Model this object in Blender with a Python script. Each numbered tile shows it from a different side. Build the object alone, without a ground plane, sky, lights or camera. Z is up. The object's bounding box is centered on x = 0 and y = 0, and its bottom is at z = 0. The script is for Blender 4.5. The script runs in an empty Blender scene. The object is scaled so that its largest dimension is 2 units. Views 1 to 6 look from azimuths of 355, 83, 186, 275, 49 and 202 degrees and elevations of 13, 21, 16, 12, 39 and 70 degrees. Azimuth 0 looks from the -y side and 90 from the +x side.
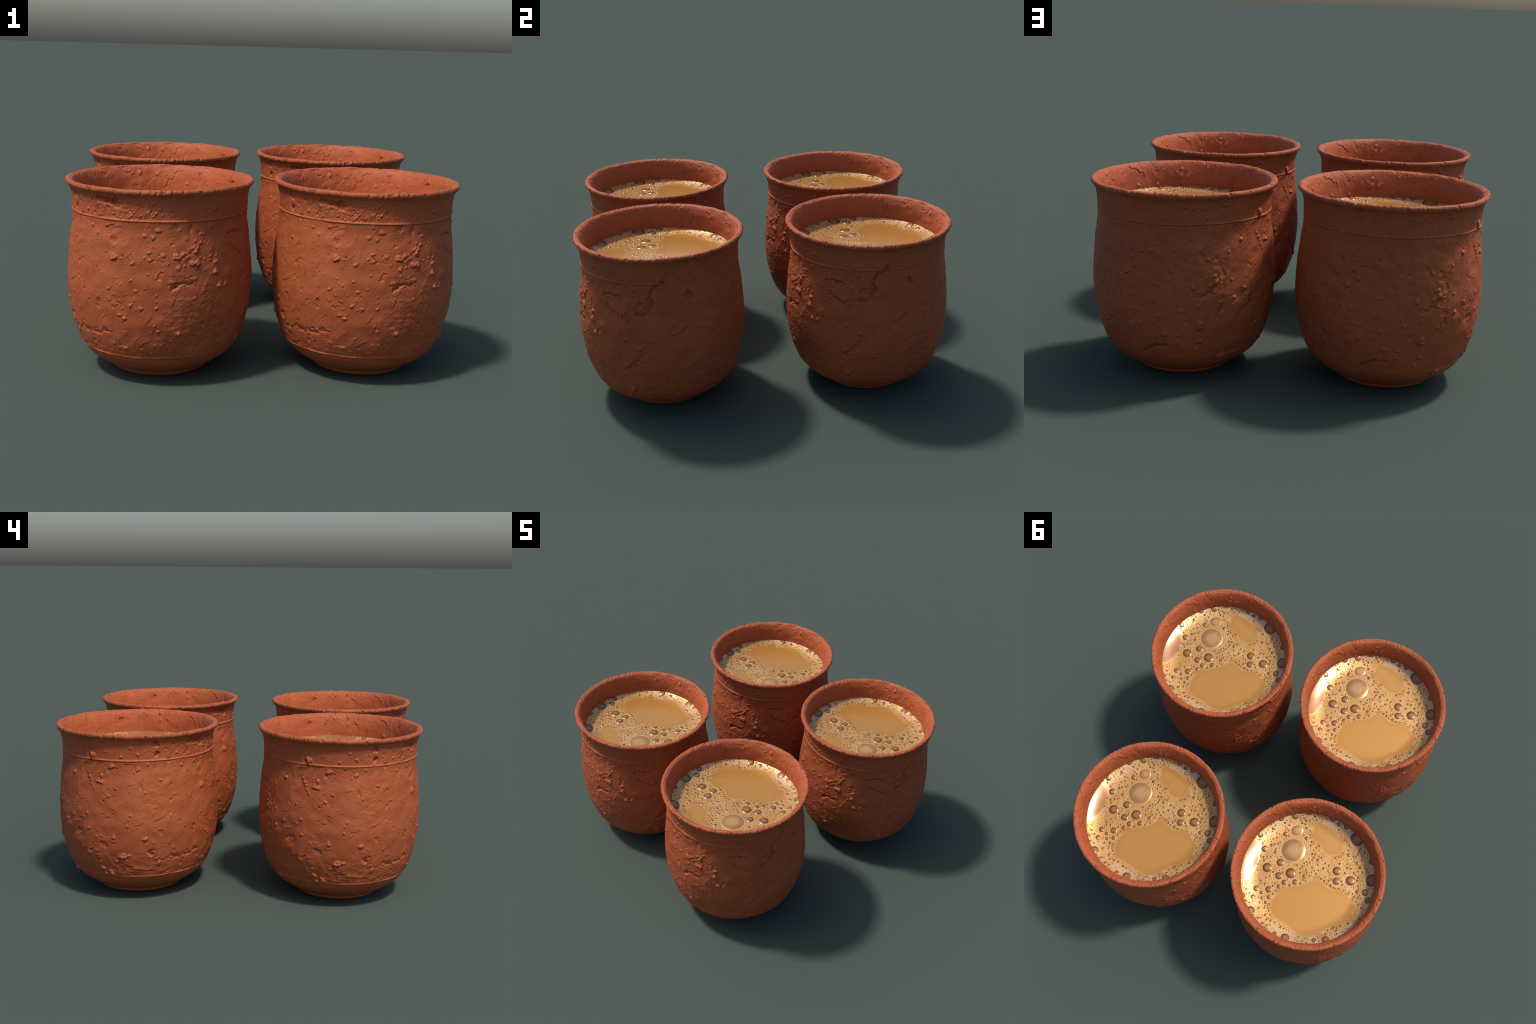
"""Four hand-thrown terracotta cups filled with frothy milk tea, standing in a square."""
import bpy, bmesh, math, random
import numpy as np
from mathutils import Vector, noise, Matrix

random.seed(11)
rng = np.random.default_rng(11)
scene = bpy.context.scene

# ------------------------------------------------------------------ proportions
CENTRES = [(-0.4915, -0.5567), (0.4915, -0.5567), (-0.4915, 0.5567), (0.4915, 0.5567)]
SEGMENTS = 760                      # columns round the cup
TEA_Z, TEA_EDGE_Z, TEA_R, TEA_FLAT = 0.7675, 0.7895, 0.384, 0.278

# outer profile, foot to lip, (radius, height)
OUTER = [(0.203, 0.000), (0.2170, 0.0040), (0.2300, 0.0115), (0.2370, 0.0195), (0.2385, 0.0265), (0.2420, 0.0318),
         (0.2545, 0.0355), (0.2703, 0.045), (0.2944, 0.060), (0.3235, 0.080), (0.3504, 0.105), (0.3725, 0.135),
         (0.3904, 0.170), (0.4077, 0.220), (0.4229, 0.280), (0.4335, 0.350), (0.4382, 0.430), (0.4350, 0.520),
         (0.4288, 0.600), (0.4225, 0.660), (0.4163, 0.700), (0.4122, 0.735), (0.4117, 0.770), (0.4125, 0.810),
         (0.4142, 0.840), (0.4190, 0.865), (0.4262, 0.883), (0.4345, 0.893)]
LIP = [(0.4390, 0.8985), (0.4410, 0.9045), (0.4405, 0.9105), (0.4370, 0.9160), (0.4310, 0.9185), (0.4230, 0.9175)]
INNER = [(0.4130, 0.9120), (0.4060, 0.9020), (0.4000, 0.8880), (0.3940, 0.8680), (0.3890, 0.8400), (0.3860, 0.8100),
         (0.3840, 0.7850), (0.3815, 0.7500), (0.3800, 0.7000)]
BASIN = [(0.390, 0.500), (0.385, 0.300), (0.330, 0.130), (0.200, 0.060), (0.060, 0.050)]


def smooth_curve(points, step, fine=()):
    """Catmull-Rom through the points, resampled at even arc length, closer near the heights in `fine`."""
    p = np.array([points[0]] + list(points) + [points[-1]], float)
    out = []
    for i in range(1, len(p) - 2):
        for t in np.linspace(0, 1, 24, endpoint=False):
            a, b, c, d = p[i - 1], p[i], p[i + 1], p[i + 2]
            out.append(0.5 * (2 * b + (c - a) * t + (2 * a - 5 * b + 4 * c - d) * t * t + (3 * b - a - 3 * c + d) * t ** 3))
    out.append(p[-2])
    out = np.array(out)
    s = np.concatenate([[0], np.cumsum(np.hypot(*np.diff(out, axis=0).T))])
    n = max(2, int(round(s[-1] / step)))
    e = np.linspace(0, s[-1], n + 1)
    for height in fine:
        k = s[np.argmin(np.abs(out[:, 1] - height))]
        e = np.concatenate([e[np.abs(e - k) > 0.0105], np.linspace(k - 0.010, k + 0.010, 17)])
    e.sort()
    return np.stack([np.interp(e, s, out[:, 0]), np.interp(e, s, out[:, 1])], 1)


def smoothstep(a, b, x):
    t = np.clip((x - a) / (b - a), 0, 1)
    return t * t * (3 - 2 * t)


# ------------------------------------------------------------------ relief of the clay
# lumps of grit on the outer wall: (azimuth in degrees from +x, height in cm, radius in mm)
GRIT_FRONT = [(-135, 74.0, 9), (-123, 75.2, 10), (-130, 71.1, 8), (-134, 67.8, 5), (-152, 67.2, 5), (-140, 69.5, 5),
              (-98, 71.7, 11), (-93, 71.0, 12), (-90, 73.9, 12), (-87, 63.4, 10), (-95, 61.2, 9), (-98, 62.3, 7),
              (-95, 64.2, 9), (-105, 59.6, 11), (-117, 61.5, 20), (-112, 61.3, 6), (-79, 62.5, 18), (-78, 57.7, 12),
              (-68, 59.1, 20), (-67, 65.5, 20), (-58, 60.3, 9), (-55, 54.8, 13), (-51, 48.3, 20), (-82, 51.3, 11),
              (-68, 52.5, 9), (-96, 55.0, 6), (-106, 51.9, 7), (-116, 52.3, 5), (-114, 50.2, 5), (-120, 47.2, 8),
              (-128, 42.8, 5), (-134, 43.8, 5), (-133, 39.4, 5), (-103, 47.1, 9), (-91, 45.4, 6), (-91, 42.6, 6),
              (-106, 40.4, 11), (-111, 38.8, 6), (-100, 39.1, 10), (-113, 35.6, 11), (-110, 34.2, 11), (-91, 39.6, 9),
              (-77, 41.0, 6), (-78, 27.4, 13), (-78, 25.0, 5), (-90, 28.8, 9), (-92, 31.0, 6), (-94, 27.9, 5),
              (-69, 26.4, 5), (-119, 21.4, 9), (-111, 19.4, 11), (-126, 25.8, 12), (-135, 24.7, 14), (-143, 30.6, 5),
              (-145, 48.9, 6), (-92, 21.5, 6), (-106, 17.6, 5), (-94, 17.7, 6), (-72, 70.0, 5), (-77, 74.1, 5),
              (-155, 82.0, 10), (-139, 81.2, 10), (-128, 79.7, 10), (-53, 82.6, 11), (-57, 41.6, 6), (-84, 59.4, 6)]
GRIT_LEFT = [(158, 79.8, 23), (-180, 79.7, 9), (-176, 76.5, 7), (-173, 84.5, 8), (-168, 81.0, 9), (173, 74.9, 15),
             (-168, 73.5, 12), (-171, 72.1, 7), (139, 69.4, 9), (154, 70.4, 8), (165, 69.5, 11), (165, 66.3, 16),
             (163, 67.7, 11), (130, 64.8, 5), (139, 56.9, 5), (-152, 67.6, 10), (-161, 75.7, 8), (176, 63.2, 7),
             (171, 59.4, 9), (165, 56.1, 5), (-174, 49.4, 8), (-176, 43.6, 8), (154, 49.4, 9), (140, 47.5, 9),
             (133, 43.6, 8), (151, 47.0, 7), (155, 41.3, 9), (163, 40.6, 6), (161, 37.4, 7), (174, 37.6, 14),
             (-164, 36.4, 13), (-159, 34.7, 7), (160, 33.0, 7), (-180, 27.0, 22), (178, 26.4, 13), (-176, 27.4, 13),
             (175, 23.5, 9), (163, 18.8, 16), (169, 16.9, 18), (164, 15.6, 14), (129, 14.6, 18), (-154, 22.3, 14),
             (-128, 26.3, 10), (-143, 30.4, 7), (162, 23.0, 8), (-146, 48.3, 7), (-157, 42.9, 5), (-163, 54.5, 5),
             (-154, 55.5, 5), (-143, 56.2, 5), (-143, 59.3, 7), (153, 27.6, 16), (124, 39.1, 11), (121, 52.0, 14)]
GRIT_BACK = [(82, 65.6, 12), (72, 58.9, 11), (66, 55.6, 16), (69, 53.2, 9), (69, 45.5, 14), (67, 50.2, 7), (97, 60.5, 9),
             (116, 62.4, 11), (130, 64.9, 7), (139, 69.1, 11), (155, 69.0, 10), (162, 66.5, 10), (120, 54.4, 12),
             (121, 52.6, 13), (118, 50.4, 16), (121, 46.0, 11), (107, 49.9, 13), (110, 47.4, 6), (86, 51.1, 10),
             (62, 46.0, 9), (60, 49.1, 8), (100, 39.2, 12), (110, 41.1, 11), (132, 43.4, 10), (140, 46.9, 10),
             (145, 43.9, 6), (111, 31.6, 22), (120, 30.1, 7), (112, 23.3, 14), (110, 19.2, 16), (128, 13.7, 24),
             (87, 36.1, 9), (84, 32.9, 9), (95, 34.3, 7), (98, 26.8, 10), (90, 27.3, 16), (52, 32.2, 11), (49, 26.7, 11),
             (88, 20.7, 12), (98, 22.8, 10), (40, 17.0, 7), (48, 67.8, 8), (49, 84.5, 9), (116, 80.7, 9), (84, 68.7, 8),
             (96, 66.9, 9), (75, 65.3, 13), (69, 62.3, 13), (58, 60.2, 9), (74, 31.4, 11)]
GRIT_RIGHT = [(-75, 63.5, 13), (-66, 66.0, 11), (-66, 58.8, 13), (-54, 58.6, 11), (-54, 54.5, 13), (-47, 48.1, 14),
              (-56, 75.2, 11), (-52, 82.6, 10), (-40, 70.5, 14), (-31, 69.6, 11), (-27, 79.6, 11), (-21, 79.7, 12),
              (-19, 74.4, 12), (-5, 80.4, 12), (-12, 81.8, 7), (20, 64.5, 10), (7, 56.4, 8), (9, 59.8, 7), (9, 73.4, 7),
              (26, 66.1, 7), (33, 52.5, 10), (44, 47.8, 13), (-5, 53.1, 7), (0, 51.1, 6), (-7, 48.4, 10), (-26, 48.2, 14),
              (-16, 44.2, 15), (-13, 42.5, 10), (-26, 33.5, 18), (-16, 37.2, 11), (-6, 30.4, 11), (1, 28.0, 13),
              (-26, 18.9, 24), (-54, 29.7, 10), (-77, 27.2, 9), (-20, 71.5, 7), (-23, 68.2, 12), (-26, 61.0, 18),
              (-25, 58.6, 10), (31, 40.9, 10), (-12, 56.8, 7)]
GRIT_INSIDE = [(-75, 88.0, 11), (-74, 85.1, 13), (-80, 84.6, 15), (-75, 80.5, 13), (-94, 82.7, 10), (-56, 80.4, 11),
               (27, 87.8, 17), (5, 88.9, 10), (-7, 86.2, 9), (-14, 86.4, 9), (-7, 89.9, 13), (21, 81.8, 5),
               (-40, 81.0, 11), (107, 88.5, 14), (71, 82.7, 10), (64, 82.8, 5), (29, 87.2, 9), (62, 89.0, 9)]
# scooped-out hollows: (azimuth, height, radius, depth in mm)
HOLLOWS = [(-129, 86.4, 17, 4), (-116, 84.4, 21, 5), (-121, 86.2, 15, 4), (-161, 29.0, 16, 5), (-160, 27.6, 14, 5),
           (-155, 86.0, 18, 5), (-154, 80.6, 15, 5), (-126, 86.2, 17, 5), (-117, 85.8, 14, 4), (125, 38.9, 15, 4),
           (-13, 65.2, 44, 5), (18, 71.0, 21, 7), (20, 69.7, 14, 5), (-7, 67.3, 16, 6), (-26, 60.5, 20, 5), (-33, 69.8, 16, 4), (30, 48.8, 9, 4)]
# cracks and ledges: points as (azimuth, height), then width and depth in mm
CRACKS_OUT = [([(-81, 48.7), (-77, 49.8), (-69, 49.4)], 5, 4), ([(-81, 42.1), (-79, 45.9), (-78, 47.4)], 6, 3),
              ([(-91, 52.9), (-90, 55.1), (-87, 56.0)], 4, 2.5), ([(-72, 63.6), (-69, 65.9), (-64, 66.6)], 5, 3),
              ([(-177, 19.2), (-168, 18.6), (-158, 17.9)], 5, 3), ([(-156, 24.4), (-147, 24.7), (-137, 24.5), (-121, 26.9)], 8, 3.5),
              ([(144, 28.8), (158, 30.1), (159, 24.9)], 7, 2.5), ([(163, 71.1), (162, 68.3)], 4, 3),
              ([(155, 67.8), (157, 64.7), (159, 62.2)], 5, 3), ([(70, 37.5), (76, 37.5), (81, 34.9)], 4, 3),
              ([(76, 16.4), (83, 20.3), (88, 20.9)], 5, 4), ([(101, 85.7), (103, 84.8), (114, 84.3)], 4, 2.5),
              ([(124, 85.7), (129, 85.2), (131, 87.4)], 4, 2.5), ([(78, 86.4), (81, 84.2)], 4, 2.5),
              ([(126, 40.3), (125, 36.7)], 5, 3), ([(1, 78.7), (-3, 76.7), (-7, 73.5), (-8, 70.8)], 6, 5),
              ([(-44, 69.5), (-34, 69.9), (-30, 68.9)], 6, 4), ([(-41, 64.7), (-39, 61.5), (-32, 60.4), (-29, 59.6)], 6, 4),
              ([(-3, 37.3), (1, 40.2), (5, 43.1)], 4, 2.5), ([(6, 49.6), (12, 50.4), (16, 54.3)], 7, 4),
              ([(-80, 48.6), (-73, 50.1), (-69, 49.8)], 4, 3), ([(-27, 29.6), (-20, 34.6), (-15, 38.8)], 7, 4)]
CRACKS_IN = [([(-34, 90.4), (-41, 88.1), (-46, 85.5)], 6, 5), ([(-119, 87.5), (-116, 83.8), (-115, 79.9)], 4, 4),
             ([(139, 89.8), (134, 88.1), (131, 85.5)], 4, 3), ([(88, 81.7), (80, 88.2)], 9, 2.5),
             ([(161, 85.0), (163, 83.0), (162, 80.7)], 4, 3.5), ([(138, 90.1), (130, 86.7)], 4, 3),
             ([(-174, 85.6), (-168, 82.9)], 4, 2.5)]


# torn channels: points as (azimuth, height), then width and depth in mm
GOUGES = [([(2, 79.0), (-3, 76.8), (-7, 73.6), (-8, 70.8)], 5, 9), ([(-8, 70.8), (-6.5, 67.5), (-8.5, 64.0), (-13, 61.2), (-18, 61.6)], 8, 11),
          ([(-30, 60.0), (-33, 61.2), (-38, 62.8), (-40, 65.0)], 5, 7), ([(-29, 69.2), (-35, 70.3), (-43, 70.0)], 5, 7),
          ([(18, 72.4), (20, 69.6)], 9, 11), ([(-15, 39.5), (-20, 35.2), (-28, 30.0)], 6, 7), ([(16, 54.0), (11, 50.4), (5, 49.4)], 5, 6),
          ([(92, 20.6), (83, 20.6), (75, 16.6)], 5, 7), ([(121, 50.5), (117, 46.8), (112, 44.6)], 7, 7), ([(126, 41.0), (123, 37.0)], 7, 7),
          ([(-122, 26.8), (-131, 25.0), (-139, 24.4), (-147, 25.4)], 9, 3.5), ([(-69, 49.9), (-77, 50.2), (-82, 47.6)], 6, 6),
          ([(-114, 86.6), (-117, 84.2), (-126, 85.6)], 7, 7), ([(-154, 87.0), (-156, 85.6)], 9, 8), ([(-153, 81.6), (-155, 80.0)], 8, 8)]


class Surface:
    """The cup as a grid: rows along the profile, columns round the axis."""

    def __init__(self):
        outer = smooth_curve(OUTER, 0.0035, fine=(0.776, 0.145))
        lip = smooth_curve([OUTER[-1]] + LIP + [INNER[0]], 0.0026)
        inner = smooth_curve(INNER, 0.0040)
        basin = smooth_curve([INNER[-1]] + BASIN, 0.04)
        self.profile = np.vstack([outer, lip[1:-1], inner, basin[1:]])
        self.n_out, self.n_lip, self.n_in = len(outer), len(lip) - 2, len(inner)
        p = self.profile
        t = np.gradient(p, axis=0)
        t /= np.linalg.norm(t, axis=1, keepdims=True)
        self.nr, self.nz = t[:, 1], -t[:, 0]
        self.theta = np.arange(SEGMENTS) * math.tau / SEGMENTS
        self.h = np.zeros((len(p), SEGMENTS))
        self.rows_out = np.arange(len(p)) < self.n_out
        self.rows_in = np.arange(len(p)) >= self.n_out + self.n_lip // 2

    def local(self, azimuth, z, reach, inside=False):
        """Rows and columns near a point, with offsets in metres along and up the wall."""
        rows = self.rows_in if inside else self.rows_out
        ri = np.nonzero(rows)[0]
        p = self.profile[ri]
        k = ri[np.argmin(np.abs(p[:, 1] - z) + (p[:, 1] < 0.6) * inside)]
        s = np.concatenate([[0], np.cumsum(np.hypot(*np.diff(self.profile, axis=0).T))])
        near = ri[np.abs(s[ri] - s[k]) < reach]
        radius = self.profile[k, 0]
        da = (self.theta - math.radians(azimuth) + math.pi) % math.tau - math.pi
        cols = np.nonzero(np.abs(da) * radius < reach)[0]
        up = (s[near] - s[k]) * (-1 if inside else 1)
        return near, cols, da[cols][None, :] * radius, up[:, None]

    def lump(self, azimuth, z, radius, height, inside=False, sharp=0.75):
        near, cols, x, y = self.local(azimuth, z, radius * 1.7, inside)
        if not len(near) or not len(cols):
            return
        turn, squash = rng.uniform(0, math.pi), rng.uniform(0.65, 1.0)
        u, v = x * math.cos(turn) + y * math.sin(turn), -x * math.sin(turn) + y * math.cos(turn)
        a = np.arctan2(v, u)
        ph = rng.uniform(0, math.tau, 3)
        edge = 1 + 0.16 * np.sin(2 * a + ph[0]) + 0.12 * np.sin(3 * a + ph[1]) + 0.07 * np.sin(5 * a + ph[2])
        d = np.hypot(u, v / squash) / (radius * edge)
        if height > 0 and rng.uniform() < 0.65:               # a smear of clay: runs out upwards, breaks off below
            bump = np.clip((1 - d) * 2.6, 0, 1) ** 0.8 * np.clip(0.75 - 0.55 * y / radius, 0, 1.25)
        else:
            bump = np.clip(1 - d * d, 0, 1) ** sharp
        crumble = 1 + 0.3 * np.sin(u / radius * 5 + ph[0]) * np.sin(v / radius * 6 + ph[1])
        self.h[np.ix_(near, cols)] += height * bump * crumble

    def gouge(self, path, width, depth):
        """A torn channel: the deepest cut at its steep side, shallow on the other."""
        for (a0, z0), (a1, z1) in zip(path[:-1], path[1:]):
            length = math.hypot(math.radians(a1 - a0) * 0.42, (z1 - z0) / 100)
            near, cols, x, y = self.local((a0 + a1) / 2, (z0 + z1) / 200, length * 0.62 + width * 4)
            ex, ey = math.radians(a1 - a0) * 0.42 / 2, (z1 - z0) / 200
            e2 = ex * ex + ey * ey
            t = np.clip((x * ex + y * ey) / e2, -1, 1)
            dx, dy = x - t * ex, y - t * ey
            side = (dx * -ey + dy * ex) / math.sqrt(e2) + 0.4 * width * np.sin(t * 4 + a0)
            d = np.where(np.abs(t) < 1, side, np.hypot(dx, dy))
            cut = -np.where(d > 0, np.exp(-(d / (0.7 * width)) ** 2), np.exp(-(d / (1.9 * width)) ** 2)) * depth
            patch = np.ix_(near, cols)
            self.h[patch] = np.minimum(self.h[patch], cut + 0.5 * self.h[patch])

    def crack(self, path, width, depth, inside=False):
        pts = np.array(path, float)
        for (a0, z0), (a1, z1) in zip(pts[:-1], pts[1:]):
            length = math.hypot((a1 - a0) * math.pi / 180 * 0.42, (z1 - z0) / 100)
            near, cols, x, y = self.local((a0 + a1) / 2, (z0 + z1) / 200, length * 0.62 + width * 8, inside)
            ex, ey = math.radians(a1 - a0) * 0.42 / 2, (z1 - z0) / 200
            e2 = ex * ex + ey * ey + 1e-12
            t = np.clip((x * ex + y * ey) / e2, -1, 1)
            wob = width * (0.7 * np.sin(t * 5 + a0) + 0.35 * np.sin(t * 13 + z0))
            dx, dy = x - t * ex, y - t * ey
            up = 1.0 if ex >= 0 else -1.0
            side = up * (dx * -ey + dy * ex) / math.sqrt(e2) + wob
            past = np.hypot(dx, dy) * (np.abs(t) >= 1)
            fade = np.exp(-(past / (1.5 * width)) ** 2) * (0.75 + 0.35 * np.sin(t * 7 + z1))
            step = np.where(side > 0, np.exp(-side / (3.2 * width)), -0.75 * np.exp(-(side / (0.9 * width)) ** 2))
            self.h[np.ix_(near, cols)] += depth * 0.8 * step * fade

    def soft_noise(self):
        """Uneven hand-pressed wall: broad dents, shallow folds and patches of rough grain."""
        c, s = np.cos(self.theta), np.sin(self.theta)
        for i, (r, z) in enumerate(self.profile):
            if i > self.n_out + self.n_lip + self.n_in:
                break
            quiet = float(smoothstep(0.02, 0.16, z)) if i < self.n_out else 1.0
            band = 0.45 if (z > 0.78 and i < self.n_out) else 1.0
            inside = i >= self.n_out + self.n_lip
            row = self.h[i]
            off = 5.0 if inside else 0.0
            for j in range(SEGMENTS):
                x, y = r * c[j], r * s[j]
                broad = noise.noise((x * 5 + off, y * 5, z * 5))
                mid = noise.noise((x * 14 + 3 + off, y * 14, z * 17))
                fold = abs(noise.noise((x * 11 + 9, y * 11 + off, z * 15 + 2)))
                rough = max(0.0, noise.noise((x * 3.4 + 1.7, y * 3.4 + off, z * 3.4 + 4.1)) + 0.05)
                grain = noise.noise((x * 48 + 8, y * 48, z * 52)) + 0.7 * noise.noise((x * 95, y * 95 + 4, z * 100))
                lumpy = noise.noise((x * 30 + 2, y * 30 + 6, z * 34))
                a = self.theta[j] - 1.2 * z + 0.10 * mid + 0.06 * broad                    # marks dragged round and up the wall
                ca, sa = math.cos(a), math.sin(a)
                drag = noise.noise((ca * 7, sa * 7, z * 4.5 + 7)) + 0.45 * noise.noise((ca * 17, sa * 17, z * 9))
                where = max(0.0, noise.noise((x * 4 + 6, y * 4 + off, z * 4 + 1.3)) + 0.25)
                ridge = max(0.0, 0.16 - abs(noise.noise((x * 19 + 4, y * 19 + off, z * 24)))) * max(0.0, rough - 0.05)
                row[j] += quiet * (0.0022 * broad + band * (0.0026 * mid + 0.0046 * where * drag - 0.0028 * max(0.0, 0.10 - fold) * 8 * rough
                                   + 0.010 * ridge + (0.0005 + 0.0022 * rough) * lumpy + (0.00010 + 0.0018 * rough) * grain))

    def bead(self, z0, rise, above, below, waver, facing, least):
        """A thin raised line left by the throwing tool: sharp below, fading above."""
        worn = np.array([min(1.1, max(0.25, 0.85 + 0.9 * noise.noise((math.cos(t) * 5, math.sin(t) * 5, z0 * 9)))) for t in self.theta])
        zz = z0 + waver * (np.sin(3 * self.theta + 0.8) + 0.5 * np.sin(7 * self.theta))[None, :]
        d = self.profile[:, 1][:, None] - zz
        shape = np.where(d >= 0, np.exp(-(d / above) ** 2), np.exp(-(d / below) ** 2))
        strength = ((least + (1 - least) * smoothstep(-0.35, 0.6, np.cos(self.theta - math.radians(facing)))) * worn)[None, :]
        self.h += np.where(self.rows_out[:, None], rise * shape * strength, 0)

    def build(self):
        self.soft_noise()
        base = self.h.copy()
        for side in (GRIT_FRONT, GRIT_LEFT, GRIT_BACK, GRIT_RIGHT):
            for a, z, r in side:
                self.lump(a, z / 100, r * 0.00105, r * 0.00041, sharp=0.6)
        for a, z, r in GRIT_INSIDE:
            self.lump(a, z / 100, r * 0.001, r * 0.00042, inside=True, sharp=0.6)
        for a, z, r, depth in HOLLOWS:
            self.lump(a, z / 100, r * 0.001, -depth * 0.0015, sharp=0.5)
        for path, width, depth in CRACKS_OUT:
            self.crack(path, width * 0.001, depth * 0.0014)
        for path, width, depth in CRACKS_IN:
            self.crack(path, width * 0.001, depth * 0.001, inside=True)
        for path, width, depth in GOUGES:
            self.gouge(path, width * 0.001, depth * 0.001)
        for n in range(270):                                  # loose small grit all over the wall
            a, z = rng.uniform(-180, 180), rng.uniform(0.16, 0.88)
            if noise.noise((math.cos(math.radians(a)) * 1.6, math.sin(math.radians(a)) * 1.6, z * 4)) < -0.12:
                continue
            r = rng.uniform(0.0038, 0.0070)
            self.lump(a, z, r, r * rng.choice([0.46, 0.40, 0.34, -0.45, -0.4]))
        for n in range(120):                                  # gritty clusters under the lip at the front left
            a, z = rng.normal(-112, 20), rng.uniform(0.78, 0.86)
            r = rng.uniform(0.0032, 0.0070)
            self.lump(a, z, r, r * rng.choice([0.5, 0.4, -0.45]))
        for n in range(32):                                  # and a pressed cluster at shoulder height
            a, z = rng.normal(-68, 11), rng.normal(0.64, 0.05)
            r = rng.uniform(0.0040, 0.0090)
            self.lump(a, z, r, r * rng.choice([0.5, 0.42, -0.4]))
        for n in range(95):                                   # short smears, mostly dragged up to the right
            a, z, slope = rng.uniform(-180, 180), rng.uniform(0.17, 0.86), rng.normal(0.55, 0.6)
            span = rng.uniform(2.0, 6.0)
            mid = (a + span * 0.5, z * 100 + span * slope * 0.36 + rng.normal(0, 0.5))
            self.crack([(a, z * 100), mid, (a + span, z * 100 + span * slope * 0.73)], rng.uniform(0.0025, 0.005), rng.uniform(0.0012, 0.0032))
        for n in range(70):                                   # shallow dents
            a, z = rng.uniform(-180, 180), rng.uniform(0.16, 0.87)
            self.lump(a, z, rng.uniform(0.008, 0.022), -rng.uniform(0.0015, 0.0040), sharp=0.8)
        for n in range(26):                                   # scratches and tears on the inside
            a, z = rng.uniform(-180, 180), rng.uniform(82, 89.5)
            self.crack([(a, z), (a + rng.normal(0, 2.5), z + rng.uniform(0.8, 2.2))], 0.003, rng.uniform(0.003, 0.006), inside=True)
        for n in range(90):
            a, z = rng.uniform(-180, 180), rng.uniform(0.80, 0.90)
            r = rng.uniform(0.0035, 0.0065)
            self.lump(a, z, r, r * rng.choice([0.45, -0.45]), inside=True)
        lip = slice(self.n_out - 2, self.n_out + self.n_lip + 3)
        rows = np.arange(len(self.profile))[lip]
        across = np.sin(np.pi * (rows - rows[0]) / (rows[-1] - rows[0]))[:, None]
        ripple = np.array([noise.noise((math.cos(t) * 22, math.sin(t) * 22, 3.3)) + 0.8 * noise.noise((math.cos(t) * 60, math.sin(t) * 60, 1.1)) for t in self.theta])
        self.h[lip] += 0.0009 * across * ripple[None, :]
        for n in range(120):                                  # little nicks, each over part of the lip
            deep = 2.2 if n < 20 else 1.0
            a, mid, wide = rng.uniform(0, math.tau), rng.uniform(0.05, 0.95), rng.uniform(0.12, 0.4)
            slant = rng.normal(0, 0.035)
            v = ((rows - rows[0]) / (rows[-1] - rows[0]))[:, None]
            da = (self.theta[None, :] - a + slant * (v - mid) + math.pi) % math.tau - math.pi
            self.h[lip] -= across ** 0.5 * deep * rng.uniform(0.0016, 0.0036) * np.exp(-(da * 0.44 / rng.uniform(0.002, 0.0042)) ** 2 - ((v - mid) / wide) ** 2)
        self.bead(0.776, 0.0060, 0.0048, 0.0016, 0.0008, -130, 0.6)
        self.bead(0.145, 0.0036, 0.0042, 0.0016, 0.0005, -150, 0.15)
        flat = self.profile[:, 1] < 0.004
        self.h[flat] = 0
        self.grid = self.raised(0.62)                         # low relief, with normals that read a little steeper
        self.h = 1.30 * base + 1.75 * (self.h - base)
        steep = self.raised(1.0)
        du = np.roll(steep, -1, 1) - np.roll(steep, 1, 1)
        dv = np.gradient(steep, axis=0)
        n = np.cross(du, dv)
        self.normals = n / (np.linalg.norm(n, axis=-1, keepdims=True) + 1e-12)

    def raised(self, amount):
        r = self.profile[:, 0][:, None] + amount * self.h * self.nr[:, None]
        z = np.maximum(self.profile[:, 1][:, None] + amount * self.h * self.nz[:, None], 0.0)
        return np.stack([r * np.cos(self.theta), r * np.sin(self.theta), z], -1)

    def part(self, name, first, last, material, floor=None):
        """Rows first..last as a mesh that carries the normals of the whole cup."""
        g, nrm = self.grid[first:last + 1], self.normals[first:last + 1]
        R = len(g)
        i, j = np.meshgrid(np.arange(R - 1), np.arange(SEGMENTS), indexing="ij")
        k = (j + 1) % SEGMENTS
        quads = np.stack([i * SEGMENTS + j, i * SEGMENTS + k, (i + 1) * SEGMENTS + k, (i + 1) * SEGMENTS + j], -1).reshape(-1, 4)
        verts, normals = g.reshape(-1, 3), nrm.reshape(-1, 3)
        faces, corners = len(quads), quads.reshape(-1)
        starts = np.arange(faces) * 4
        if floor is not None:                                 # close the ring with one round face
            ring = (np.arange(SEGMENTS)[::-1] if floor == "first" else np.arange(SEGMENTS) + (R - 1) * SEGMENTS)
            corners = np.concatenate([corners, ring])
            starts = np.append(starts, faces * 4)
            faces += 1
        me = bpy.data.meshes.new(name)
        me.vertices.add(len(verts))
        me.vertices.foreach_set("co", verts.astype(np.float32).ravel())
        me.loops.add(len(corners))
        me.loops.foreach_set("vertex_index", corners.astype(np.int32))
        me.polygons.add(faces)
        me.polygons.foreach_set("loop_start", starts.astype(np.int32))
        me.update(calc_edges=True)
        me.polygons.foreach_set("use_smooth", np.ones(faces, bool))
        if floor is not None:
            me.polygons[faces - 1].use_smooth = False
        me.normals_split_custom_set_from_vertices([tuple(v) for v in normals])
        me.materials.append(material)
        return me


# ------------------------------------------------------------------ materials
def new_material(name):
    m = bpy.data.materials.new(name)
    m.use_nodes = True
    nt = m.node_tree
    return m, nt, nt.nodes["Principled BSDF"]


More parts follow.
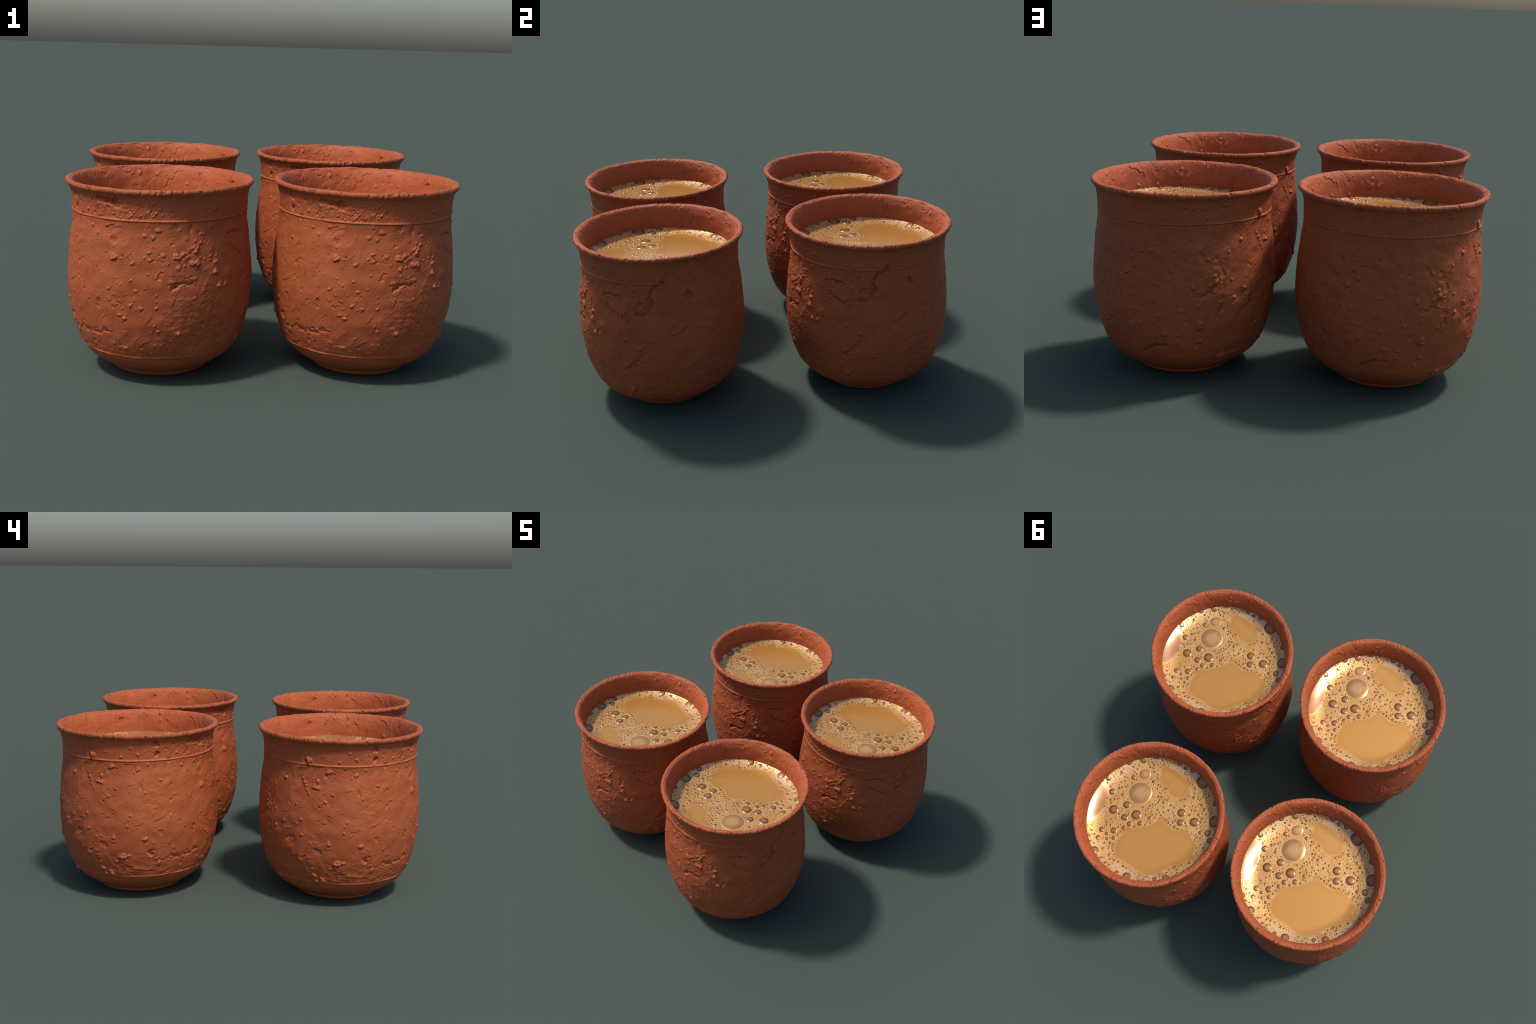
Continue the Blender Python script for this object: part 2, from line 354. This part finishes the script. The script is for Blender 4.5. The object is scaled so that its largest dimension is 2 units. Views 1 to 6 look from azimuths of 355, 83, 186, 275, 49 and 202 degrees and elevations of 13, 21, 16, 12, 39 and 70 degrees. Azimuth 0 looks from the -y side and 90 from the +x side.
def node(nt, kind, **values):
    n = nt.nodes.new(kind)
    for key, v in values.items():
        if hasattr(n, key):
            setattr(n, key, v)
        else:
            n.inputs[key.replace("_", " ")].default_value = v
    return n


def math_node(nt, op, a, b=None, c=None, clamp=False):
    n = nt.nodes.new("ShaderNodeMath")
    n.operation, n.use_clamp = op, clamp
    for i, v in enumerate((a, b, c)):
        if v is None:
            continue
        if isinstance(v, (int, float)):
            n.inputs[i].default_value = v
        else:
            nt.links.new(v, n.inputs[i])
    return n.outputs[0]


def mix_colour(nt, fac, a, b):
    n = nt.nodes.new("ShaderNodeMix")
    n.data_type = "RGBA"
    for sock, v in ((n.inputs["Factor"], fac), (n.inputs[6], a), (n.inputs[7], b)):
        if isinstance(v, (int, float)):
            sock.default_value = v
        elif isinstance(v, tuple):
            sock.default_value = (*v, 1)
        else:
            nt.links.new(v, sock)
    return n.outputs[2]


def ramp(nt, fac, lo, hi):
    n = nt.nodes.new("ShaderNodeMapRange")
    n.interpolation_type = "SMOOTHSTEP"
    n.inputs["From Min"].default_value, n.inputs["From Max"].default_value = lo, hi
    nt.links.new(fac, n.inputs["Value"])
    return n.outputs["Result"]


def noise_tex(nt, coords, scale, detail=4.0, rough=0.55):
    n = nt.nodes.new("ShaderNodeTexNoise")
    n.inputs["Scale"].default_value, n.inputs["Detail"].default_value, n.inputs["Roughness"].default_value = scale, detail, rough
    nt.links.new(coords, n.inputs["Vector"])
    return n.outputs["Fac"]


CLAY = (0.381, 0.086, 0.0270)
CLAY_PALE = (0.415, 0.098, 0.033)
CLAY_DEEP = (0.340, 0.075, 0.0235)
DARK_MARK = (0.110, 0.040, 0.024)


def clay_material(name, lip=False):
    m, nt, bsdf = new_material(name)
    co = nt.nodes.new("ShaderNodeTexCoord").outputs["Object"]
    tone = ramp(nt, noise_tex(nt, co, 5.0, 5.0, 0.6), 0.35, 0.68)
    col = mix_colour(nt, tone, CLAY_DEEP, CLAY_PALE)
    col = mix_colour(nt, 0.45, col, CLAY)
    specks = ramp(nt, noise_tex(nt, co, 46.0, 3.0, 0.6), 0.68, 0.78)
    patch = ramp(nt, noise_tex(nt, co, 7.0, 2.0, 0.5), 0.48, 0.62)
    col = mix_colour(nt, math_node(nt, "MULTIPLY", math_node(nt, "MULTIPLY", specks, patch), 0.75), col, DARK_MARK)  # specks and lines below: black shading of pits and cracks, painted into the clay
    vein = math_node(nt, "ABSOLUTE", math_node(nt, "SUBTRACT", noise_tex(nt, co, 17.0 if lip else 12.0, 3.0, 0.6), 0.5))
    vein = ramp(nt, vein, 0.020 if lip else 0.013, 0.004)
    torn = ramp(nt, noise_tex(nt, co, 11.0 if lip else 6.5, 2.0, 0.5), 0.54 if lip else 0.58, 0.64)
    col = mix_colour(nt, math_node(nt, "MULTIPLY", math_node(nt, "MULTIPLY", vein, torn), 0.75), col, DARK_MARK)
    if lip:                                                   # smoky marks drawn across the lip
        flat = nt.nodes.new("ShaderNodeMapping")
        flat.inputs["Scale"].default_value = (1, 1, 0.12)
        nt.links.new(co, flat.inputs["Vector"])
        streak = ramp(nt, noise_tex(nt, flat.outputs[0], 80.0, 3.0, 0.65), 0.53, 0.66)
        where = ramp(nt, noise_tex(nt, flat.outputs[0], 8.0, 2.0, 0.5), 0.42, 0.56)
        sep = nt.nodes.new("ShaderNodeSeparateXYZ")
        nt.links.new(co, sep.inputs[0])
        out = math_node(nt, "SQRT", math_node(nt, "ADD", math_node(nt, "MULTIPLY", sep.outputs[0], sep.outputs[0]), math_node(nt, "MULTIPLY", sep.outputs[1], sep.outputs[1])))
        where = math_node(nt, "MULTIPLY", where, ramp(nt, out, 0.430, 0.437))
        col = mix_colour(nt, math_node(nt, "MULTIPLY", math_node(nt, "MULTIPLY", streak, where), 0.62), col, DARK_MARK)
    nt.links.new(col, bsdf.inputs["Base Color"])
    bsdf.inputs["Roughness"].default_value = 0.62
    bsdf.inputs["Specular IOR Level"].default_value = 0.35
    rough = ramp(nt, noise_tex(nt, co, 5.5, 3.0, 0.55), 0.42, 0.66)
    height = math_node(nt, "MULTIPLY", noise_tex(nt, co, 110.0, 4.0, 0.6), 0.10)
    height = math_node(nt, "ADD", height, math_node(nt, "MULTIPLY", math_node(nt, "MULTIPLY", noise_tex(nt, co, 75.0, 5.0, 0.65), rough), 0.38))
    for scale, size, share, tall in ((42.0, 0.20, 0.62, 0.55), (78.0, 0.26, 0.70, 0.42)):     # scattered grains standing out of the wall
        v = nt.nodes.new("ShaderNodeTexVoronoi")
        v.inputs["Scale"].default_value = scale
        nt.links.new(co, v.inputs["Vector"])
        pick = nt.nodes.new("ShaderNodeSeparateColor")
        nt.links.new(v.outputs["Color"], pick.inputs[0])
        chosen = math_node(nt, "GREATER_THAN", pick.outputs[0], share)
        grain = ramp(nt, v.outputs["Distance"], size, size * 0.45)
        height = math_node(nt, "ADD", height, math_node(nt, "MULTIPLY", math_node(nt, "MULTIPLY", grain, chosen), tall))
    b = nt.nodes.new("ShaderNodeBump")
    b.inputs["Strength"].default_value = 1.0
    b.inputs["Distance"].default_value = 0.005
    nt.links.new(height, b.inputs["Height"])
    nt.links.new(b.outputs[0], bsdf.inputs["Normal"])
    return m


POOL_COL = (0.570, 0.272, 0.057)
POOL_DEEP = (0.520, 0.230, 0.046)
FROTH = (0.630, 0.328, 0.084)
FROTH_PALE = (0.725, 0.425, 0.148)
BROWN = (0.200, 0.078, 0.026)

# bare patches of tea in the froth: centre, then the outline as (direction in degrees, reach in m)
POOLS = [((-0.083, 0.154), [(-180, 0.212), (-169, 0.230), (-156, 0.247), (-145, 0.231), (-133, 0.197), (-112, 0.141),
                            (-92, 0.158), (-79, 0.175), (-68, 0.168), (-55, 0.143), (-32, 0.155), (-13, 0.197), (4, 0.227),
                            (18, 0.234), (28, 0.229), (41, 0.204), (57, 0.174), (77, 0.167), (99, 0.175), (122, 0.147),
                            (155, 0.150), (175, 0.194), (180, 0.212)]),
         ((-0.024, -0.255), [(-180, 0.108), (-158, 0.086), (-134, 0.070), (-105, 0.070), (-76, 0.080), (-46, 0.110), (-28, 0.120),
                             (-11, 0.078), (20, 0.046), (64, 0.042), (103, 0.074), (131, 0.104), (157, 0.118), (180, 0.108)])]


def rounded(outline, spread=9.0):
    """The outline read every 12 degrees, its corners rounded off."""
    o = np.array(outline)
    fine = np.arange(-180, 180, 3.0)
    r = np.interp(fine, o[:, 0], o[:, 1])
    gap = (fine[:, None] - fine[None, :] + 180) % 360 - 180
    w = np.exp(-(gap / spread) ** 2)
    r = (w @ r) / w.sum(1)
    return [(float(a), float(v)) for a, v in zip(fine[::4], r[::4])] + [(180.0, float(r[0]))]


POOLS = [(c, rounded(o)) for c, o in POOLS]


def pool_distance(x, y, pool):
    (cx, cy), outline = pool
    a = np.degrees(np.arctan2(y - cy, x - cx))
    o = np.array(outline)
    return np.interp(a, o[:, 0], o[:, 1]) - np.hypot(x - cx, y - cy)


def tea_material():
    m, nt, bsdf = new_material("milk_tea")
    co = nt.nodes.new("ShaderNodeTexCoord").outputs["Object"]
    sep = nt.nodes.new("ShaderNodeSeparateXYZ")
    nt.links.new(co, sep.inputs[0])
    wob = math_node(nt, "MULTIPLY", math_node(nt, "SUBTRACT", noise_tex(nt, co, 16.0, 3.0, 0.6), 0.5), 0.016)
    total, deep_total, halo_total = None, None, None
    for (cx, cy), outline in POOLS:
        dx, dy = math_node(nt, "SUBTRACT", sep.outputs[0], cx), math_node(nt, "SUBTRACT", sep.outputs[1], cy)
        ang = math_node(nt, "DIVIDE", math_node(nt, "ADD", math_node(nt, "ARCTAN2", dy, dx), math.pi), math.tau)
        curve = nt.nodes.new("ShaderNodeFloatCurve")
        cm = curve.mapping
        pts = [((a + 180) / 360, r / 0.3) for a, r in outline]
        c = cm.curves[0]
        while len(c.points) < len(pts):
            c.points.new(0.5, 0.5)
        for p, (u, v) in zip(c.points, pts):
            p.location, p.handle_type = (u, v), "AUTO_CLAMPED"
        cm.update()
        nt.links.new(ang, curve.inputs["Value"])
        reach = math_node(nt, "MULTIPLY", curve.outputs[0], 0.3)
        dist = math_node(nt, "SQRT", math_node(nt, "ADD", math_node(nt, "MULTIPLY", dx, dx), math_node(nt, "MULTIPLY", dy, dy)))
        inside = math_node(nt, "ADD", math_node(nt, "SUBTRACT", reach, dist), wob)
        mask, edge = ramp(nt, inside, -0.010, 0.014), ramp(nt, inside, 0.050, 0.0)
        total = mask if total is None else math_node(nt, "MAXIMUM", total, mask)
        edge = math_node(nt, "MULTIPLY", edge, mask)
        halo = ramp(nt, inside, -0.060, -0.004)
        halo_total = halo if halo_total is None else math_node(nt, "MAXIMUM", halo_total, halo)
        deep_total = edge if deep_total is None else math_node(nt, "MAXIMUM", deep_total, edge)
    blotch = ramp(nt, noise_tex(nt, co, 9.0, 4.0, 0.6), 0.35, 0.66)
    froth = mix_colour(nt, blotch, FROTH, FROTH_PALE)
    for scale, lo, hi, strength in ((120.0, 0.30, 0.20, 0.55), (210.0, 0.32, 0.20, 0.45)):   # pin-prick bubbles
        v = nt.nodes.new("ShaderNodeTexVoronoi")
        v.inputs["Scale"].default_value = scale
        nt.links.new(co, v.inputs["Vector"])
        dots = ramp(nt, v.outputs["Distance"], lo, hi)
        froth = mix_colour(nt, math_node(nt, "MULTIPLY", dots, strength), froth, (0.36, 0.150, 0.034))
    froth = mix_colour(nt, math_node(nt, "MULTIPLY", halo_total, ramp(nt, noise_tex(nt, co, 13.0, 2.0, 0.5), 0.42, 0.62)), froth, (0.56, 0.255, 0.045))
    out = math_node(nt, "SQRT", math_node(nt, "ADD", math_node(nt, "MULTIPLY", sep.outputs[0], sep.outputs[0]), math_node(nt, "MULTIPLY", sep.outputs[1], sep.outputs[1])))
    pale_edge = math_node(nt, "MULTIPLY", ramp(nt, out, 0.300, 0.372), ramp(nt, noise_tex(nt, co, 11.0, 4.0, 0.65), 0.44, 0.60))  # paler patches in the froth colour towards the edge of the tea
    froth = mix_colour(nt, math_node(nt, "MULTIPLY", pale_edge, 0.6), froth, (0.72, 0.56, 0.36))
    tea = mix_colour(nt, math_node(nt, "MULTIPLY", deep_total, 0.6), POOL_COL, POOL_DEEP)
    nt.links.new(mix_colour(nt, total, froth, tea), bsdf.inputs["Base Color"])
    bsdf.inputs["Roughness"].default_value = 0.29
    bsdf.inputs["Metallic"].default_value = 0.42
    bsdf.inputs["Coat Weight"].default_value = 0.5
    bsdf.inputs["Coat Roughness"].default_value = 0.09
    bsdf.inputs["Specular IOR Level"].default_value = 0.5
    return m


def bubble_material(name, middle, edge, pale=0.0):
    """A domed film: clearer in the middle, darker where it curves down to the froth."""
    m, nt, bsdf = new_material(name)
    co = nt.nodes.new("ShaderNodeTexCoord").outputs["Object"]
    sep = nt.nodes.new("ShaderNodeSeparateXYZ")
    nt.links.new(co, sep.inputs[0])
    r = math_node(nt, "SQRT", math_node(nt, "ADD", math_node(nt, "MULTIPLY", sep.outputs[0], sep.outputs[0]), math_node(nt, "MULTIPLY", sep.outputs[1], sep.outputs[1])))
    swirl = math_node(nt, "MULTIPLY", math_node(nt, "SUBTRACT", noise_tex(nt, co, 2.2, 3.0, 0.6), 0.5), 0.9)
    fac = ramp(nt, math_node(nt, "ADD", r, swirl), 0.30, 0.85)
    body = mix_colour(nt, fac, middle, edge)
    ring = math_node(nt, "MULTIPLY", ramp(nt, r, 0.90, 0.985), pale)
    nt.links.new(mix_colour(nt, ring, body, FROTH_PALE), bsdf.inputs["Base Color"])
    bsdf.inputs["Roughness"].default_value = 0.26
    bsdf.inputs["Metallic"].default_value = 0.30
    bsdf.inputs["Coat Weight"].default_value = 0.4
    bsdf.inputs["Coat Roughness"].default_value = 0.06
    return m


# ------------------------------------------------------------------ tea and bubbles
def tea_height(r):
    """Flat in the middle, creeping up the wall at the edge."""
    t = np.clip((np.asarray(r, float) - TEA_FLAT) / (TEA_R - TEA_FLAT), 0, 1.2)
    return TEA_Z + (TEA_EDGE_Z - TEA_Z) * t * t


def tea_slope(r):
    return 2 * (TEA_EDGE_Z - TEA_Z) * max(0.0, (r - TEA_FLAT)) / (TEA_R - TEA_FLAT) ** 2


# bubbles big enough to pick out: (x, y, radius) in mm from the middle of the cup
BUBBLES = [(135, -126, 71), (157, -246, 36), (-145, -100, 26), (-162, -42, 22), (-238, -74, 29), (101, 8, 31), (160, 47, 22),
           (180, -30, 23), (240, 26, 29), (295, -73, 20), (186, 143, 20), (255, 164, 17), (117, 72, 16), (59, 48, 16),
           (20, -3, 12), (138, 106, 13), (168, 185, 13), (203, 204, 10), (253, 217, 15), (174, 220, 10), (217, 175, 11),
           (235, 293, 23), (197, 266, 10), (147, 288, 10), (197, -319, 20), (271, -277, 20), (213, -201, 15), (265, -109, 10),
           (229, -79, 10), (289, -205, 11), (346, -138, 17), (-61, -365, 13), (-16, -383, 20), (-108, -365, 17),
           (-191, -317, 45), (-316, -219, 19), (-350, -115, 40), (-340, -38, 22), (-370, 2, 20), (-296, -27, 12),
           (-266, -167, 11), (-240, -187, 10), (-177, -215, 11), (-20, -122, 10), (-68, -87, 9), (-142, -5, 10),
           (-3, 370, 26), (60, 370, 13), (146, 342, 10), (-220, 299, 23), (-161, 326, 15),
           (-310, 166, 10), (-240, 218, 9), (307, 230, 13), (-361, 120, 10), (-245, -125, 10), (126, -320, 9), (107, 309, 9)]
SMALL = [(-163, -270, 8), (87, -359, 8), (144, -299, 8), (239, -261, 8), (-72, -335, 8), (-68, -121, 7), (-98, -17, 8),
         (-121, -28, 7), (-92, -115, 7), (-76, -24, 7), (-41, -23, 5), (-8, -16, 6), (26, 45, 7), (3, 23, 6), (81, 77, 8),
         (58, -38, 6), (23, -145, 8), (8, -127, 7), (24, -169, 6), (15, -188, 6), (52, -211, 8), (89, -221, 11), (74, -248, 6),
         (111, -280, 8), (-29, -97, 6), (19, -91, 6), (47, -74, 6), (-195, -138, 8), (-147, -145, 8), (-194, -105, 8),
         (-191, -162, 6), (-290, -60, 7), (-273, -108, 8), (-289, -145, 8), (-203, -35, 7), (-166, -239, 6), (-206, -216, 6),
         (-228, -238, 8), (-260, -210, 7), (-261, -254, 7), (282, -24, 8), (244, -41, 6), (217, 119, 7), (208, 68, 6),
         (143, 134, 6), (82, 309, 7), (42, 321, 9), (140, 258, 6), (169, 254, 6), (180, 322, 8), (-215, 244, 6),
         (-260, 230, 7), (-211, 269, 8), (282, 255, 7), (-349, 54, 8), (-311, 4, 6)]


def dome_points(rings, segs, height):
    verts = []
    for k in range(rings):
        r = 1 - k / rings
        zz = height * math.sqrt(max(0.0, 1 - r ** 2.2))
        verts += [(r * math.cos(math.tau * s / segs), r * math.sin(math.tau * s / segs), zz) for s in range(segs)]
    verts.append((0, 0, height))
    faces = [(k * segs + s, k * segs + (s + 1) % segs, (k + 1) * segs + (s + 1) % segs, (k + 1) * segs + s)
             for k in range(rings - 1) for s in range(segs)]
    top = len(verts) - 1
    faces += [((rings - 1) * segs + s, (rings - 1) * segs + (s + 1) % segs, top) for s in range(segs)]
    return np.array(verts), faces


def dome_mesh(name, material):
    verts, faces = dome_points(7, 32, 0.15)
    me = bpy.data.meshes.new(name)
    me.from_pydata([tuple(v) for v in verts], [], faces)
    me.polygons.foreach_set("use_smooth", np.ones(len(me.polygons), bool))
    me.materials.append(material)
    return me


def seat(x, y, r, sink=0.0):
    """Where a bubble sits on the curved tea surface: position and tilt."""
    rad = math.hypot(x, y)
    s = tea_slope(rad)
    n = Vector((-s * x / (rad + 1e-9), -s * y / (rad + 1e-9), 1)).normalized()
    rot = Vector((0, 0, 1)).rotation_difference(n)
    return Vector((x, y, float(tea_height(rad)) - sink)), rot


def tea_mesh(material):
    radii = np.concatenate([np.linspace(0.012, 0.25, 16), np.linspace(0.256, 0.393, 34)])
    segs = 180
    verts = [(0, 0, TEA_Z)] + [(r * math.cos(math.tau * s / segs), r * math.sin(math.tau * s / segs), float(tea_height(r)))
                               for r in radii for s in range(segs)]
    faces = [(0, 1 + s, 1 + (s + 1) % segs) for s in range(segs)]
    for k in range(len(radii) - 1):
        a = 1 + k * segs
        faces += [(a + s, a + segs + s, a + segs + (s + 1) % segs, a + (s + 1) % segs) for s in range(segs)]
    me = bpy.data.meshes.new("milk_tea")
    me.from_pydata(verts, [], faces)
    me.polygons.foreach_set("use_smooth", np.ones(len(me.polygons), bool))
    me.materials.append(material)
    return me


def wall_bubble_mesh(material):
    """The long bubble that leans on the wall, cut off where it meets the clay."""
    dv, faces = dome_points(9, 48, 1.0)
    verts = []
    for u, v, w in dv:
        x, y = 0.366 + u * 0.066, 0.026 + v * 0.124
        r = math.hypot(x, y)
        k = min(1.0, 0.392 / r)
        verts.append((x * k, y * k, float(tea_height(r * k)) + 0.0016 * w))
    me = bpy.data.meshes.new("wall_bubble")
    me.from_pydata(verts, [], faces)
    me.polygons.foreach_set("use_smooth", np.ones(len(me.polygons), bool))
    me.materials.append(material)
    return me


def froth_mesh(material):
    """All the bubbles too small to pick up one by one, joined."""
    placed = [(x / 1000, y / 1000, r / 1000) for x, y, r in BUBBLES] + [(0.355, y, 0.05) for y in (-0.05, 0.0, 0.05, 0.1)]
    own = [(x / 1000, y / 1000, r / 1000) for x, y, r in SMALL]
    taken = np.array(placed + own + [(9, 9, 0)] * 1800)
    n = len(placed) + len(own)
    tries = 0
    while n < 1650 and tries < 14000:
        tries += 1
        rad, a = 0.383 * math.sqrt(rng.uniform()), rng.uniform(0, math.tau)
        x, y = rad * math.cos(a), rad * math.sin(a)
        r = 0.0017 + 0.0056 * rng.uniform() ** 2.3
        if max(float(pool_distance(x, y, p)) for p in POOLS) > -r - 0.003:
            continue
        if np.any(np.hypot(taken[:n, 0] - x, taken[:n, 1] - y) < taken[:n, 2] + r + 0.0012):
            continue
        taken[n] = (x, y, r)
        own.append((x, y, r))
        n += 1
    verts, faces, base = [], [], 0
    for x, y, r in own:
        fine = r > 0.0045
        dv, df = dome_points(4 if fine else 2, 14 if fine else 9, 0.22)
        pos, rot = seat(x, y, r)
        m = np.array(rot.to_matrix())
        p = (dv * r) @ m.T + np.array(pos)
        verts += [tuple(q) for q in p]
        faces += [tuple(i + base for i in f) for f in df]
        base += len(dv)
    me = bpy.data.meshes.new("froth")
    me.from_pydata(verts, [], faces)
    me.polygons.foreach_set("use_smooth", np.ones(len(me.polygons), bool))
    me.materials.append(material)
    return me


def plain_film(name, colour, gloss=0.16):
    m, nt, bsdf = new_material(name)
    co = nt.nodes.new("ShaderNodeTexCoord").outputs["Object"]
    nt.links.new(mix_colour(nt, noise_tex(nt, co, 26.0, 2.0, 0.5), tuple(c * 0.7 for c in colour), tuple(min(1, c * 1.35) for c in colour)), bsdf.inputs["Base Color"])
    bsdf.inputs["Roughness"].default_value = gloss
    bsdf.inputs["Metallic"].default_value = 0.30
    bsdf.inputs["Coat Weight"].default_value = 0.6
    bsdf.inputs["Coat Roughness"].default_value = 0.08
    return m


# ------------------------------------------------------------------ build
clay, clay_lip = clay_material("terracotta"), clay_material("terracotta_lip", lip=True)
cup = Surface()
cup.build()
p = cup.profile
foot_row = int(np.argmin(np.abs(p[:cup.n_out, 1] - 0.0300)))
lip_row = int(np.argmin(np.abs(p[:cup.n_out, 1] - 0.8880)))
in_row = cup.n_out + cup.n_lip + 2
last = len(p) - 1
part_meshes = [("foot", cup.part("foot", 0, foot_row, clay, floor="first")),
               ("cup_wall", cup.part("cup_wall", foot_row, lip_row, clay)),
               ("rim", cup.part("rim", lip_row, in_row, clay_lip)),
               ("inner_wall", cup.part("inner_wall", in_row, last, clay_lip, floor="last"))]
tea = tea_mesh(tea_material())
froth = froth_mesh(plain_film("froth_bubble", (0.23, 0.090, 0.024)))
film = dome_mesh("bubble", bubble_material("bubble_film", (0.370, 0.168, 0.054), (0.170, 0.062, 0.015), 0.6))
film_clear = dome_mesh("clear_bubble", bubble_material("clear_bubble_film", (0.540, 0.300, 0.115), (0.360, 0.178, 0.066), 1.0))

wall_film = wall_bubble_mesh(plain_film("wall_bubble_film", (0.36, 0.165, 0.064), 0.20))


def add(name, data, parent):
    o = bpy.data.objects.new(name, data)
    scene.collection.objects.link(o)
    o.parent = parent
    return o


for cx, cy in CENTRES:
    top = add("tea_cup", None, None)
    top.location = (cx, cy, 0)
    top.empty_display_size = 0.1
    top["label"] = "rough terracotta cup filled with frothy milk tea"
    top["category"] = "tea cup"
    for name, me in part_meshes:
        add(name, me, top)
    liquid = add("milk_tea", tea, top)
    foam = add("froth", froth, liquid)
    foam["kind"] = "stuff"
    add("bubble", wall_film, liquid)
    for x, y, r in BUBBLES:
        pos, rot = seat(x / 1000, y / 1000, r / 1000)
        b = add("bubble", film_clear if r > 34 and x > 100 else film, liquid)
        b.location, b.rotation_mode, b.rotation_quaternion = pos, "QUATERNION", rot
        b.scale = (r / 1000, r / 1000, r / 1000 * (0.5 if r > 34 else 1))
